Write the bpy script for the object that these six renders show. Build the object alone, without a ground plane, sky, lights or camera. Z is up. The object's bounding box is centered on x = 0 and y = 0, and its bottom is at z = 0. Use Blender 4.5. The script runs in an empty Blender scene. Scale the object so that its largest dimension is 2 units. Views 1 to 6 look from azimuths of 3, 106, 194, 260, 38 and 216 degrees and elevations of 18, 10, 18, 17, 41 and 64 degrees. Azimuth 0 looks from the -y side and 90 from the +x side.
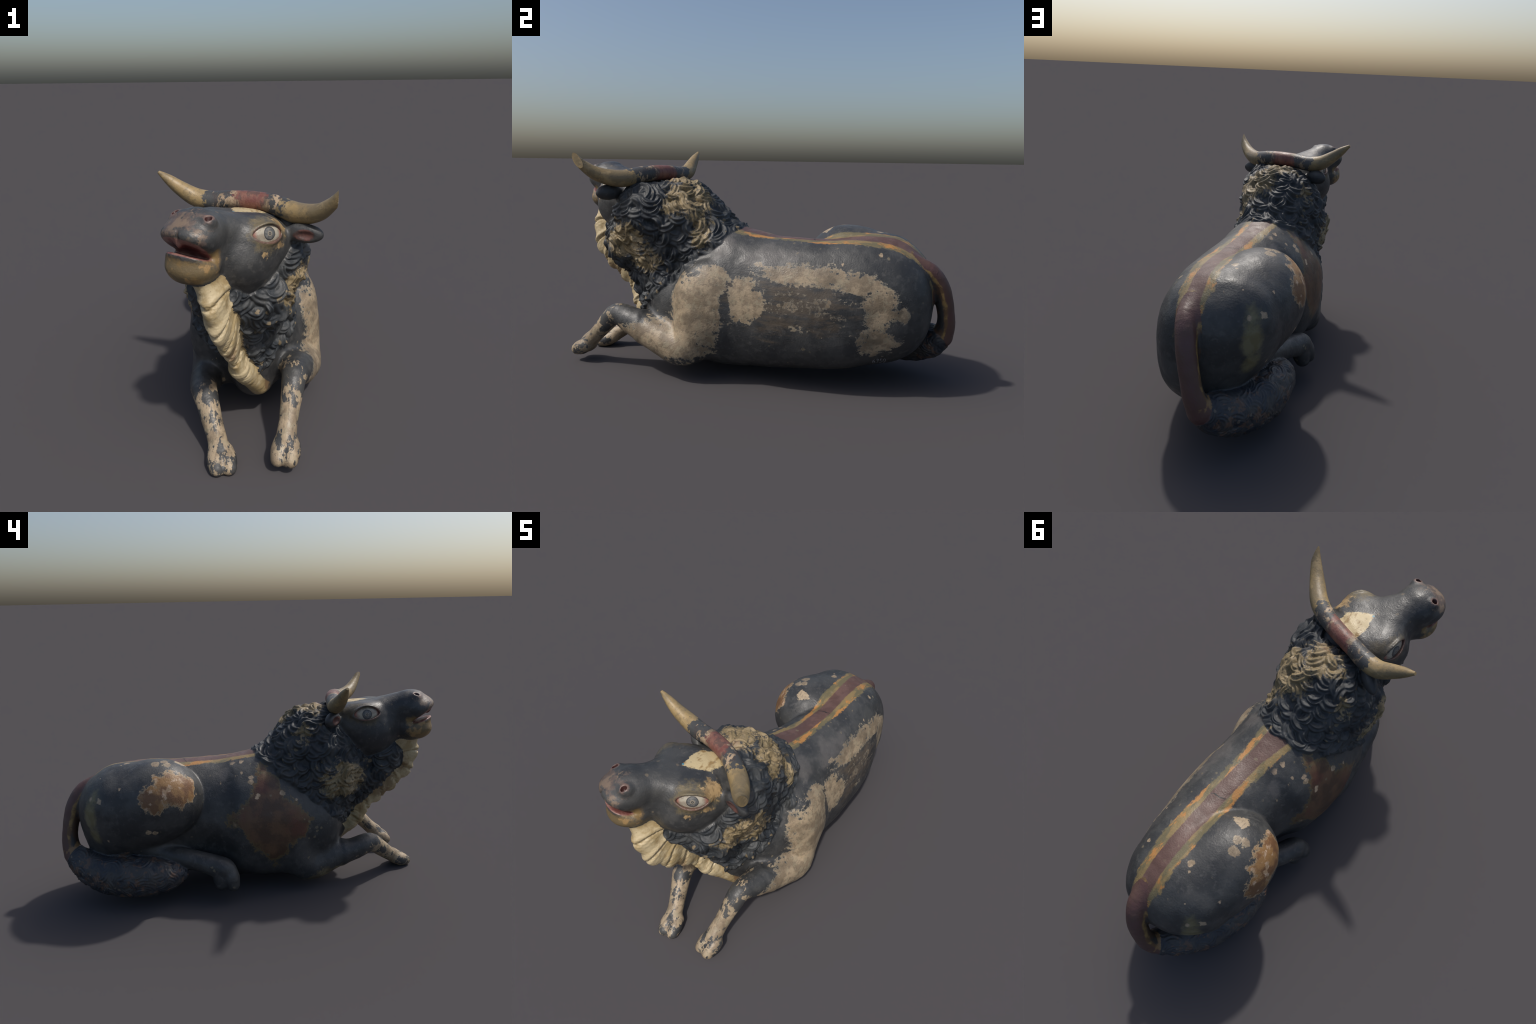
# Carved and painted wooden ox, lying down, head raised and turned to its right.
# The body is one smooth implicit surface (profiles, chains and ellipsoids blended
# together), polygonised here, carved with locks and folds, then split into named parts.
import bpy, math, random
import numpy as np
from mathutils import Vector, Matrix

random.seed(7)
RNG = np.random.default_rng(7)
F32 = np.float32
H_CELL = 0.004

# ------------------------------------------------------------------ helpers
def A(*v):
    return np.array(v, dtype=np.float64)

def unit(v):
    v = np.asarray(v, float)
    return v / np.linalg.norm(v)

def smooth01(x):
    x = np.clip(x, 0.0, 1.0)
    return x * x * (3 - 2 * x)

def catmull(points, n):
    """Resample control rows (any width) through a Catmull-Rom spline."""
    P = np.array(points, float)
    P = np.vstack([2 * P[0] - P[1], P, 2 * P[-1] - P[-2]])
    out = []
    for i in range(1, len(P) - 2):
        p0, p1, p2, p3 = P[i - 1], P[i], P[i + 1], P[i + 2]
        for t in np.linspace(0, 1, n, endpoint=False):
            out.append(0.5 * (2 * p1 + (p2 - p0) * t + (2 * p0 - 5 * p1 + 4 * p2 - p3) * t * t + (3 * p1 - p0 - 3 * p2 + p3) * t ** 3))
    out.append(P[-2])
    return np.array(out)

_perm = np.random.default_rng(3).permutation(256)
_perm = np.concatenate([_perm, _perm, _perm])
_grad = np.random.default_rng(4).normal(size=(256, 3))
_grad /= np.linalg.norm(_grad, axis=1)[:, None]

def perlin(P):
    I = np.floor(P).astype(np.int64)
    f = P - I
    I &= 255
    w = f * f * f * (f * (f * 6 - 15) + 10)
    res = 0
    for dx in (0, 1):
        for dy in (0, 1):
            for dz in (0, 1):
                h = _perm[_perm[_perm[(I[:, 0] + dx) & 255] + ((I[:, 1] + dy) & 255)] + ((I[:, 2] + dz) & 255)]
                g = _grad[h]
                d = g[:, 0] * (f[:, 0] - dx) + g[:, 1] * (f[:, 1] - dy) + g[:, 2] * (f[:, 2] - dz)
                wx = w[:, 0] if dx else 1 - w[:, 0]
                wy = w[:, 1] if dy else 1 - w[:, 1]
                wz = w[:, 2] if dz else 1 - w[:, 2]
                res = res + d * wx * wy * wz
    return res

# ------------------------------------------------------------------ primitives
class Prim:
    def __init__(self, fn, lo, hi):
        self.fn, self.lo, self.hi = fn, np.asarray(lo, float), np.asarray(hi, float)

def ell(c, r, R=None):
    """Ellipsoid: centre, radii, optional 3x3 with the local axes as rows."""
    c, r = np.asarray(c, float), np.asarray(r, float)
    M = np.eye(3) if R is None else np.asarray(R, float)
    def fn(P):
        q = (P - c) @ M.T
        a, b = q / r, q / (r * r)
        k0 = np.sqrt(np.einsum('ij,ij->i', a, a))
        k1 = np.sqrt(np.einsum('ij,ij->i', b, b)) + 1e-9
        return k0 * (k0 - 1) / k1
    e = np.sqrt(((M * r[:, None]) ** 2).sum(0))
    return Prim(fn, c - e, c + e)

def chain(pts, n=6, squash=None):
    """Tube through (x, y, z, radius) rows; squash = (axis, factor) flattens it."""
    C = catmull(pts, n)
    S = np.ones(3)
    if squash:
        ax, fac = squash
        ax = unit(ax)
        T = np.eye(3) + (fac - 1) * np.outer(ax, ax)
    else:
        T = np.eye(3)
    B = C[:, :3] @ T.T
    rad = np.maximum(C[:, 3], 0.002)
    def fn(P):
        Q = P @ T.T
        best = np.full(len(P), 9.0)
        todo = range(len(B) - 1)
        if P.ptp(0).max() < 0.2:          # a small block: only the nearest segments matter
            lo, hi = Q.min(0), Q.max(0)
            mid, half = (lo + hi) / 2, np.linalg.norm(hi - lo) / 2
            ab = B[1:] - B[:-1]
            tt = np.clip(((mid - B[:-1]) * ab).sum(1) / ((ab * ab).sum(1) + 1e-12), 0, 1)
            dm = np.linalg.norm(mid - B[:-1] - tt[:, None] * ab, axis=1) - rad[:-1] - (rad[1:] - rad[:-1]) * tt
            todo = np.flatnonzero(dm <= dm.min() + 2 * half)
        for i in todo:
            a, ab = B[i], B[i + 1] - B[i]
            L2 = ab @ ab + 1e-12
            q = Q - a
            t = np.clip((q @ ab) / L2, 0, 1)
            w = q - t[:, None] * ab
            d = np.sqrt(np.einsum('ij,ij->i', w, w)) - (rad[i] + (rad[i + 1] - rad[i]) * t)
            np.minimum(best, d, out=best)
        return best
    m = rad.max() * (1 / min(1.0, squash[1]) if squash else 1)
    return Prim(fn, C[:, :3].min(0) - m, C[:, :3].max(0) + m)

def loft(rows, frame=None, power=2.3, power_low=None):
    """Body of varying section along local y: rows (y, cx, half width, z top, z bottom, z of widest)."""
    rows = np.array(rows, float)
    D = catmull(rows, 12)
    ys = D[:, 0]
    keep = np.concatenate([[True], np.diff(np.maximum.accumulate(ys)) > 1e-6])
    D = D[keep]
    ys = D[:, 0]
    O, M = (np.zeros(3), np.eye(3)) if frame is None else frame
    def g(q):
        y = np.clip(q[:, 1], ys[0], ys[-1])
        cx, w, zt, zb, zm = (np.interp(y, ys, D[:, k]) for k in range(1, 6))
        w = np.maximum(w, 0.004)
        dz = q[:, 2] - zm
        hz = np.where(dz > 0, np.maximum(zt - zm, 0.004), np.maximum(zm - zb, 0.004))
        pw = np.where(dz > 0, power, power_low or power)
        v = (np.abs((q[:, 0] - cx) / w) ** pw + np.abs(dz / hz) ** pw) ** (1 / pw)
        return v - 1
    def fn(P):
        q0 = (P - O) @ M.T
        e = 0.003
        q = q0.copy()
        q[:, 1] = np.clip(q0[:, 1], ys[0], ys[-1] - e * 1.1)
        g0 = g(q)
        gr = 0
        for k in range(3):
            s = np.zeros(3)
            s[k] = e
            gr = gr + ((g(q + s) - g0) / e) ** 2
        d = g0 / (np.sqrt(gr) + 1e-6)
        over = np.abs(q0[:, 1] - q[:, 1])
        return np.where(over > 0, np.hypot(np.maximum(d, 0), over), d)
    cor = []
    w = D[:, 2]
    for y, cx, ww, zt, zb, zm in D:
        for sx in (-1, 1):
            for z in (zt, zb):
                cor.append(O + A(cx + sx * ww, y, z) @ M)
    cor = np.array(cor)
    return Prim(fn, cor.min(0), cor.max(0))

def superell(c, r, pw):
    """Boxier ellipsoid."""
    c, r = np.asarray(c, float), np.asarray(r, float)
    def fn(P):
        q = np.abs(P - c) / r + 1e-6
        f = (q ** pw).sum(1) ** (1 / pw)
        gr = (q ** (pw - 1)) / r * (f ** (1 - pw))[:, None]
        return (f - 1) / np.sqrt((gr ** 2).sum(1))
    return Prim(fn, c - r, c + r)

def prism(c, M, r, hs, ht_up, ht_dn, depth):
    """Almond shaped plug, for the eye sockets. Local axes: s (long), t (up), n (out)."""
    def fn(P):
        q = (P - c) @ M.T
        s, t = q[:, 0] / hs, q[:, 1]
        h = np.where(t > 0, ht_up, ht_dn) * np.maximum(1 - s * s, 0) ** 0.8
        d2 = np.maximum(np.abs(t) - h, (np.abs(s) - 1) * hs) * 0.75
        return np.maximum(d2, np.abs(q[:, 2]) - depth)
    return Prim(fn, c - hs * 1.2, c + hs * 1.2)

# ------------------------------------------------------------------ the ox, part by part
OPS = []                                     # (primitive, mode, blend, group)
def add(p, k, group):
    OPS.append((p, 'add', k, group))
def cut(p, k, group):
    OPS.append((p, 'cut', k, group))

# --- torso: stations along the back, y: chest to rump
add(loft([
    (-0.500, 0.020, 0.060, 0.38, 0.22, 0.28),
    (-0.470, 0.015, 0.115, 0.46, 0.15, 0.28),
    (-0.400, -0.008, 0.200, 0.56, 0.088, 0.27),
    (-0.250, -0.008, 0.260, 0.68, 0.050, 0.28),
    (-0.100, 0.004, 0.286, 0.731, 0.040, 0.32),
    (0.000, 0.009, 0.286, 0.718, 0.042, 0.34),
    (0.080, 0.020, 0.280, 0.704, 0.050, 0.34),
    (0.160, 0.040, 0.264, 0.696, 0.060, 0.34),
    (0.350, 0.053, 0.247, 0.692, 0.077, 0.34),
    (0.500, 0.050, 0.230, 0.696, 0.090, 0.34),
    (0.600, 0.045, 0.205, 0.680, 0.125, 0.36),
    (0.680, 0.040, 0.140, 0.620, 0.190, 0.38),
    (0.740, 0.040, 0.070, 0.520, 0.290, 0.39)], power=2.1, power_low=2.8), 0.0, 'torso')
add(superell((0.024, 0.595, 0.400), (0.214, 0.295, 0.286), 2.4), 0.05, 'torso')
# hollow between the belly and the folded hind leg
cut(ell((-0.315, 0.31, 0.20), (0.17, 0.22, 0.22)), 0.05, 'torso')
# --- shoulders
add(ell((0.224, -0.165, 0.350), (0.108, 0.16, 0.225)), 0.06, 'torso')
add(ell((-0.168, -0.15, 0.365), (0.125, 0.28, 0.20)), 0.05, 'torso')
add(ell((-0.130, -0.365, 0.33), (0.135, 0.12, 0.19)), 0.05, 'torso')
add(ell((0.130, -0.355, 0.32), (0.110, 0.11, 0.18)), 0.05, 'torso')
# --- neck under the mane
add(ell((0.005, -0.385, 0.755), (0.210, 0.21, 0.185)), 0.03, 'mane')
add(chain([(0.005, -0.38, 0.770, 0.175), (0.0, -0.31, 0.69, 0.188), (0.0, -0.24, 0.615, 0.197)]), 0.04, 'mane')
add(ell((-0.026, -0.435, 0.62), (0.224, 0.232, 0.22)), 0.06, 'mane')
add(ell((0.000, -0.405, 0.42), (0.180, 0.150, 0.26)), 0.06, 'mane')
add(ell((0.142, -0.525, 0.778), (0.113, 0.14, 0.152)), 0.05, 'mane')
add(ell((0.055, -0.645, 0.64), (0.130, 0.115, 0.14)), 0.05, 'mane')
# --- throat and dewlap
RIDGE = [(-0.118, -0.930, 0.775), (-0.100, -0.948, 0.713), (-0.085, -0.936, 0.618), (-0.066, -0.905, 0.540),
         (-0.055, -0.837, 0.470), (-0.048, -0.763, 0.408), (-0.036, -0.699, 0.345), (-0.004, -0.620, 0.245), (0.066, -0.550, 0.125)]
add(chain([(-0.085, -0.748, 0.688, 0.100), (-0.050, -0.635, 0.54, 0.094), (0.018, -0.53, 0.38, 0.085), (0.04, -0.46, 0.26, 0.078)]), 0.06, 'mane')
rc = catmull(RIDGE, 40)
cum = np.concatenate([[0], np.cumsum(np.linalg.norm(np.diff(rc, axis=0), axis=1))])
def ridge_at(f):
    s = f * cum[-1]
    return np.array([np.interp(s, cum, rc[:, k]) for k in range(3)])
LOBES = [(0.02, 0.068, 0.095), (0.16, 0.075, 0.110), (0.31, 0.073, 0.115), (0.45, 0.064, 0.105), (0.575, 0.060, 0.095), (0.70, 0.060, 0.085), (0.82, 0.056, 0.072)]
for f, ra, ro in LOBES:
    p = ridge_at(f)
    t = unit(ridge_at(min(f + 0.03, 1)) - ridge_at(max(f - 0.03, 0)))
    core = A(-0.02, -0.47, 0.42 + 0.45 * (p[2] - 0.3))
    o = core - p
    o = unit(o - t * (o @ t))
    side = np.cross(t, o)
    o2 = unit(o - 0.55 * t)                    # each fold hangs down to the ridge
    t2 = np.cross(o2, side)
    t2 = unit(t2)
    add(ell(p + o2 * ro * 0.97, (ra, ro, 0.048 - 0.014 * f), [t2, o2, unit(np.cross(t2, o2))]), 0.028, 'dewlap')
add(chain([(-0.02, -0.635, 0.30, 0.038), (0.02, -0.575, 0.22, 0.038), (0.060, -0.530, 0.155, 0.033)]), 0.04, 'dewlap')
add(chain([(0.03, -0.50, 0.25, 0.075), (0.03, -0.44, 0.17, 0.09)]), 0.05, 'torso')

# --- head, in its own frame: X to the ox's left, Y forward, Z up
HO = A(-0.04, -0.689, 0.93)
HY = unit((-0.475, -0.88, 0.0))
HX = unit((0.88, -0.475, -0.035))
HY = unit(HY - HX * (HY @ HX))
HZ = np.cross(HY, HX)
HM = np.array([HX, HY, HZ])
def hw(*p):
    return HO + np.asarray(p, float) @ HM
def hell(c, r, M=None):
    R = HM if M is None else np.asarray(M) @ HM
    return ell(hw(*c), r, R)
def rx(deg):
    a = math.radians(deg)
    return np.array([[1, 0, 0], [0, math.cos(a), math.sin(a)], [0, -math.sin(a), math.cos(a)]])
def rz(deg):
    a = math.radians(deg)
    return np.array([[math.cos(a), math.sin(a), 0], [-math.sin(a), math.cos(a), 0], [0, 0, 1]])

add(hell((0, -0.10, -0.07), (0.19, 0.17, 0.115)), 0.02, 'head')
add(loft([(-0.12, 0.0, 0.165, 0.035, -0.16, -0.04), (-0.02, 0.0, 0.165, 0.055, -0.20, -0.04), (0.06, 0.0, 0.125, 0.074, -0.20, -0.03),
          (0.13, 0.0, 0.092, 0.093, -0.165, -0.01), (0.19, 0.0, 0.088, 0.107, -0.14, 0.0), (0.25, 0.0, 0.07, 0.09, -0.10, 0.0)],
         frame=(HO, HM), power=2.4), 0.03, 'head')
for s in (-1, 1):
    add(hell((s * 0.120, -0.02, -0.006), (0.068, 0.085, 0.056)), 0.04, 'head')
    add(hell((s * 0.085, 0.00, -0.110), (0.095, 0.135, 0.115)), 0.05, 'head')
add(hell((0, 0.225, 0.028), (0.102, 0.080, 0.078)), 0.035, 'head')
add(hell((0, 0.268, 0.020), (0.091, 0.065, 0.038), rx(31)), 0.04, 'head')
add(hell((0, 0.232, -0.086), (0.099, 0.096, 0.066)), 0.025, 'head')
add(hell((0, 0.268, -0.034), (0.080, 0.058, 0.038), rx(31)), 0.03, 'head')
# mouth slit, rising to the front
cut(hell((0, 0.350, 0.020), (0.160, 0.158, 0.016), rx(31)), 0.020, 'head')
add(hell((0.0, 0.295, 0.020), (0.014, 0.022, 0.030)), 0.012, 'head')
for s in (-1, 1):
    nx = 0.006 + s * 0.066
    add(hell((nx, 0.232, 0.078), (0.026, 0.028, 0.026)), 0.015, 'head')
    cut(hell((nx + s * 0.004, 0.240, 0.100), (0.011, 0.013, 0.026)), 0.006, 'head')
cut(hell((0.008, 0.342, 0.065), (0.003, 0.02, 0.04), rx(-30)), 0.012, 'head')
# eye sockets with lids
EYES = []
for s in (-1, 1):
    c = hw(s * 0.172, 0.004, 0.0)
    n = unit(A(s * 0.88, 0.36, 0.22) @ HM)
    sl = unit(np.cross(HZ, n)) * s                 # along the eye, towards the muzzle
    sl = unit(sl - 0.08 * HZ)
    sl = unit(sl - n * (sl @ n))
    up = np.cross(n, sl) if np.cross(n, sl) @ HZ > 0 else -np.cross(n, sl)
    EYES.append((s, c, n, sl, up))
    M = np.array([sl, up, n])
    rim = [tuple(c + sl * (x * 0.071) + up * ((0.040 if sg > 0 else -0.031) * (1 - x * x) ** 0.8) + n * (0.004 - 0.026 * x * x)) + (0.007,)
           for sg in (1, -1) for x in np.linspace(-1, 1, 9)]
    add(chain(rim[:9], 2), 0.012, 'head')
    add(chain(rim[9:], 2), 0.012, 'head')
    cut(prism(c, M, 0, 0.067, 0.037, 0.028, 0.034), 0.003, 'head')
# ears
for s in (-1, 1):
    ex = 0.232 if s > 0 else -0.252
    add(hell((ex, -0.162, -0.026), (0.078, 0.030, 0.038), rz(-s * 12)), 0.020, 'ear')
    cut(hell((ex + s * 0.024, -0.125, -0.028), (0.046, 0.026, 0.023), rz(-s * 12)), 0.006, 'ear')

# --- forelegs: shoulder, elbow, knee, fetlock
add(chain([(0.235, -0.19, 0.30, 0.085), (0.254, -0.25, 0.160, 0.093), (0.242, -0.40, 0.195, 0.083), (0.222, -0.55, 0.252, 0.068),
           (0.209, -0.650, 0.279, 0.053), (0.196, -0.730, 0.211, 0.043), (0.185, -0.795, 0.147, 0.039), (0.178, -0.842, 0.104, 0.041)], 4), 0.05, 'forelimb_l')
add(chain([(-0.185, -0.20, 0.26, 0.085), (-0.195, -0.29, 0.120, 0.088), (-0.190, -0.44, 0.150, 0.072), (-0.186, -0.57, 0.180, 0.060),
           (-0.166, -0.665, 0.196, 0.054), (-0.132, -0.745, 0.140, 0.044), (-0.104, -0.805, 0.092, 0.040), (-0.088, -0.845, 0.064, 0.041)], 4), 0.05, 'forelimb_r')
def toes(root, tip, side, g, gap=0.024, fat=1.0):
    root, tip, side = A(*root), A(*tip), unit(side)
    for s in (-1, 1):
        a, b = root + side * s * gap * 0.75, tip + side * s * gap
        add(chain([tuple(a) + (0.036 * fat,), tuple((a + b) / 2) + (0.039 * fat,), tuple(b) + (0.031 * fat,)], 3), 0.010, g)
toes((0.180, -0.848, 0.087), (0.170, -0.903, 0.058), (1, -0.15, 0.0), 'hoof_a')
toes((-0.080, -0.855, 0.048), (-0.066, -0.918, 0.024), (1, 0.2, 0.0), 'hoof_b')
# --- hindquarter: only the right hind leg shows, folded under the thigh
def both(a, b, k):
    def fn(P):
        x, y = a.fn(P), b.fn(P)
        h = np.maximum(k - np.abs(x - y), 0) / k
        return np.minimum(x, y) - h * h * k * 0.25
    return Prim(fn, np.minimum(a.lo, b.lo), np.maximum(a.hi, b.hi))
add(both(ell((-0.138, 0.460, 0.540), (0.200, 0.205, 0.205)), ell((-0.095, 0.618, 0.497), (0.202, 0.248, 0.215)), 0.10),
    lambda P: 0.014 + 0.086 * smooth01((P[:, 1] - 0.45) / 0.25), 'hindlimb')
add(chain([(-0.12, 0.60, 0.30, 0.070), (-0.172, 0.45, 0.240, 0.053), (-0.216, 0.30, 0.210, 0.054), (-0.270, 0.175, 0.180, 0.058)], 4), 0.02, 'hindlimb')
toes((-0.275, 0.170, 0.175), (-0.297, 0.160, 0.105), (0.3, 1, 0.0), 'hoof_c', 0.028, 1.2)
# --- tail and its tuft
add(chain([(0.045, 0.78, 0.615, 0.030), (0.036, 0.865, 0.572, 0.040), (0.014, 0.918, 0.500, 0.041), (-0.008, 0.945, 0.410, 0.040),
           (-0.028, 0.956, 0.320, 0.041), (-0.052, 0.942, 0.240, 0.05)], 5), 0.022, 'tail')
add(chain([(-0.045, 0.932, 0.235, 0.046), (-0.092, 0.888, 0.200, 0.069), (-0.174, 0.775, 0.163, 0.083), (-0.226, 0.62, 0.162, 0.088),
           (-0.243, 0.49, 0.160, 0.072), (-0.245, 0.385, 0.158, 0.028)], 5, squash=((0, 0, 1), 0.86)), 0.015, 'tail_tuft')

# ------------------------------------------------------------------ polygonise
LO, HI = np.array([o[0].lo for o in OPS]), np.array([o[0].hi for o in OPS])
def field(P, lo, hi, use=None, near=None):
    d = np.full(len(P), 0.5)
    for i in (np.flatnonzero(((LO - 0.20 <= hi) & (HI + 0.20 >= lo)).all(1)) if use is None else use):
        p, mode, k, g = OPS[i]
        e = p.fn(P)
        if near is not None and e.min() < 0.14:
            near.append(i)
        k = k(P) if callable(k) else k
        if mode == 'add':
            if np.max(k) > 0:
                h = np.maximum(k - np.abs(d - e), 0) / k
                d = np.minimum(d, e) - h * h * k * 0.25
            else:
                d = np.minimum(d, e)
        else:
            e = -e
            h = np.maximum(k - np.abs(d - e), 0) / k
            d = np.maximum(d, e) + h * h * k * 0.25
    return d

def polygonise(h):
    lo = A(-0.42, -1.05, -0.03)
    hi = A(0.42, 1.05, 1.12)
    N = 16
    bs = N * h
    nb = np.ceil((hi - lo) / bs).astype(int)
    # coarse pass: keep only blocks the surface can pass through
    gx, gy, gz = np.meshgrid(*[np.arange(n) for n in nb], indexing='ij')
    B = np.stack([gx, gy, gz], -1).reshape(-1, 3)
    off = np.stack(np.meshgrid(*[np.arange(N + 1)] * 3, indexing='ij'), -1).reshape(-1, 3)
    cof = np.stack(np.meshgrid(*[[0.0, 0.5, 1.0]] * 3, indexing='ij'), -1).reshape(-1, 3) * bs
    keys, verts, flags = [], [], []
    big = 4096
    corners = [(a, b, c) for a in (0, 1) for b in (0, 1) for c in (0, 1)]
    edges = [(i, j) for i in range(8) for j in range(i + 1, 8) if sum(abs(corners[i][q] - corners[j][q]) for q in range(3)) == 1]
    for b in B:
        o = lo + b * bs
        if not ((LO - 0.01 <= o + bs) & (HI + 0.01 >= o)).all(1).any():
            continue
        near = []
        dc = field(o + cof, o, o + bs, None, near)
        if dc.min() > bs * 0.9 or dc.max() < -bs * 0.9:
            continue
        D = field(o + off * h, o, o + bs, near).reshape(N + 1, N + 1, N + 1)
        if D.min() > 0 or D.max() < 0:
            continue
        V = np.stack([D[a:N + a, bb:N + bb, c:N + c] for a, bb, c in corners], -1)
        S = V < 0
        n = S.sum(-1)
        act = np.argwhere((n > 0) & (n < 8))
        v = V[act[:, 0], act[:, 1], act[:, 2]]
        s = v < 0
        acc = np.zeros((len(act), 3))
        cnt = np.zeros(len(act))
        for i, j in edges:
            x = s[:, i] != s[:, j]
            t = v[:, i] / np.where(x, v[:, i] - v[:, j], 1)
            ci, cj = A(*corners[i]), A(*corners[j])
            acc += np.where(x[:, None], ci + t[:, None] * (cj - ci), 0)
            cnt += x
        g = b * N + act
        verts.append(lo + (g + acc / cnt[:, None]) * h)
        keys.append((g[:, 0] * big + g[:, 1]) * big + g[:, 2])
        flags.append(s[:, [0, 4, 2, 1]])                 # corner and its x, y, z neighbours
    keys = np.concatenate(keys)
    verts = np.concatenate(verts)
    flags = np.concatenate(flags)
    o = np.argsort(keys)
    keys, verts, flags = keys[o], verts[o], flags[o]
    quads = []
    st = [big * big, big, 1]
    for ax in range(3):
        m = flags[:, 0] != flags[:, ax + 1]
        a, b2 = st[(ax + 1) % 3], st[(ax + 2) % 3]
        k = keys[m]
        idx = []
        ok = np.ones(len(k), bool)
        for dk in (0, -a, -a - b2, -b2):
            q = np.searchsorted(keys, k + dk)
            q = np.minimum(q, len(keys) - 1)
            ok &= keys[q] == k + dk
            idx.append(q)
        Q = np.stack(idx, 1)
        inside = flags[m][:, 0]
        Q[~inside] = Q[~inside][:, ::-1]
        quads.append(Q[ok])
    return verts, np.concatenate(quads)

V, Q = polygonise(H_CELL)

def vertex_normals(V, Q):
    d1, d2 = V[Q[:, 2]] - V[Q[:, 0]], V[Q[:, 3]] - V[Q[:, 1]]
    n = np.cross(d1, d2)
    out = np.zeros_like(V)
    for k in range(4):
        for ax in range(3):
            out[:, ax] += np.bincount(Q[:, k], n[:, ax], len(V))
    return out / (np.linalg.norm(out, axis=1)[:, None] + 1e-12)

def relax(V, Q, times, fac=0.5):
    for _ in range(times):
        s = np.zeros_like(V)
        c = np.zeros(len(V))
        for a, b in ((0, 1), (1, 2), (2, 3), (3, 0)):
            i, j = Q[:, a], Q[:, b]
            for ax in range(3):
                s[:, ax] += np.bincount(i, V[j, ax], len(V)) + np.bincount(j, V[i, ax], len(V))
            c += np.bincount(i, minlength=len(V)) + np.bincount(j, minlength=len(V))
        V = V + fac * (s / c[:, None] - V)
    return V

V = relax(V, Q, 2, 0.5)
NRM = vertex_normals(V, Q)

# which part is nearest to each vertex
GROUPS = ['torso', 'mane', 'dewlap', 'head', 'ear', 'forelimb_l', 'forelimb_r', 'hindlimb', 'tail', 'tail_tuft', 'hoof_a', 'hoof_b', 'hoof_c']
GD = {g: np.full(len(V), 0.3) for g in GROUPS}
for p, mode, k, g in OPS:
    if mode == 'add':
        m = ((V > p.lo - 0.05) & (V < p.hi + 0.05)).all(1)
        if m.any():
            GD[g][m] = np.minimum(GD[g][m], p.fn(V[m]))
# the mane covers the neck down to a slanting line on the shoulder
LX, LY, LZ = V.T
wob = perlin(V * 14) * 0.03
mane_line = (LZ - (0.755 + 0.85 * LY)) * 0.76 + wob
GD['mane'] = np.where((mane_line > 0) & (GD['torso'] < 0.02) & (LY < 0.0), -0.05, GD['mane'])
GD['mane'] = np.where(mane_line < -0.0, GD['mane'] + 0.4, GD['mane'])
LAB = np.argmin(np.stack([GD[g] for g in GROUPS], 1), 1)

# ------------------------------------------------------------------ carve: locks, folds, tool marks
disp = perlin(V * 9) * 0.004 + perlin(V * 26) * 0.0012
gi = {g: i for i, g in enumerate(GROUPS)}

def lock_relief(mask, spacing, size, height, flow, seed, strands=1.5):
    """Carved comma-shaped locks scattered over the masked vertices."""
    rng = np.random.default_rng(seed)
    ids = np.flatnonzero(mask)
    cand = rng.permutation(ids)[:6000]
    picked = []
    for i in cand:
        p = V[i]
        if all(((p - V[j]) ** 2).sum() > spacing ** 2 for j in picked):
            picked.append(i)
    rel = np.zeros(len(V))
    W = V[ids]
    WN = NRM[ids]
    out = np.zeros(len(ids))
    for i in picked:
        p, n = V[i], NRM[i]
        q = W - p
        near = (np.abs(q) < size * 2.4).all(1) & ((WN @ n) > 0.2)
        if not near.any():
            continue
        t = flow(p, n)
        t = unit(t - n * (t @ n))
        b = np.cross(n, t)
        ang = rng.uniform(-1.7, 1.7)
        t, b = math.cos(ang) * t + math.sin(ang) * b, -math.sin(ang) * t + math.cos(ang) * b
        hand = 1 if rng.random() < 0.5 else -1
        sz = size * rng.uniform(0.75, 1.2)
        a = sz * rng.uniform(0.55, 0.8)
        w0 = sz * rng.uniform(0.42, 0.55)
        sweep = rng.uniform(2.6, 4.2)
        qq = q[near]
        u, v = qq @ t + a * 0.6, (qq @ b) * hand - a * 0.5
        # polar about the curl's centre
        rho = np.hypot(u, v - 0)
        ph = np.arctan2(u, -v)
        ph = np.where(ph < -0.6, ph + 2 * math.pi, ph)
        s = (ph + 0.3) / sweep
        rad = a * (1.15 - 0.45 * s)
        taper = np.clip(s / 0.25, 0, 1) ** 0.5 * np.clip((1.02 - s) / 0.7, 0, 1) ** 0.6
        w = w0 * (0.25 + 0.75 * taper)
        c = (rho - rad) / w
        ok = (s > 0) & (s < 1) & (np.abs(c) < 1)
        prof = np.maximum(1 - c * c, 0) ** 0.6 * (0.80 + 0.20 * np.cos(2 * math.pi * strands * (c + 0.25 * np.sin(3 * s))))
        hh = height * rng.uniform(0.7, 1.25) * taper * prof
        hh = np.where(ok, hh, 0)
        k = np.flatnonzero(near)
        out[k] = np.maximum(out[k], hh)
    rel[ids] = out
    return rel

mane_m = LAB == gi['mane']
mane_flow = lambda p, n: A(0.2 * n[0], 0.55, -0.8)
r1 = lock_relief(mane_m, 0.045, 0.060, 0.026, mane_flow, 11, 1.25)
r1 = r1 + np.where(mane_m, perlin(V * 20 + 3.1) * 0.012, 0)
edge = smooth01((mane_line + 0.005) / 0.02)
disp += np.where(mane_m, (r1 - 0.004) * edge, 0)
tuft_m = LAB == gi['tail_tuft']
tuft_flow = lambda p, n: A(-0.3, -0.9, -0.1)
r2 = lock_relief(tuft_m, 0.036, 0.058, 0.011, tuft_flow, 12, 2.0) - 0.004
disp += np.where(tuft_m, r2, 0)

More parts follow.
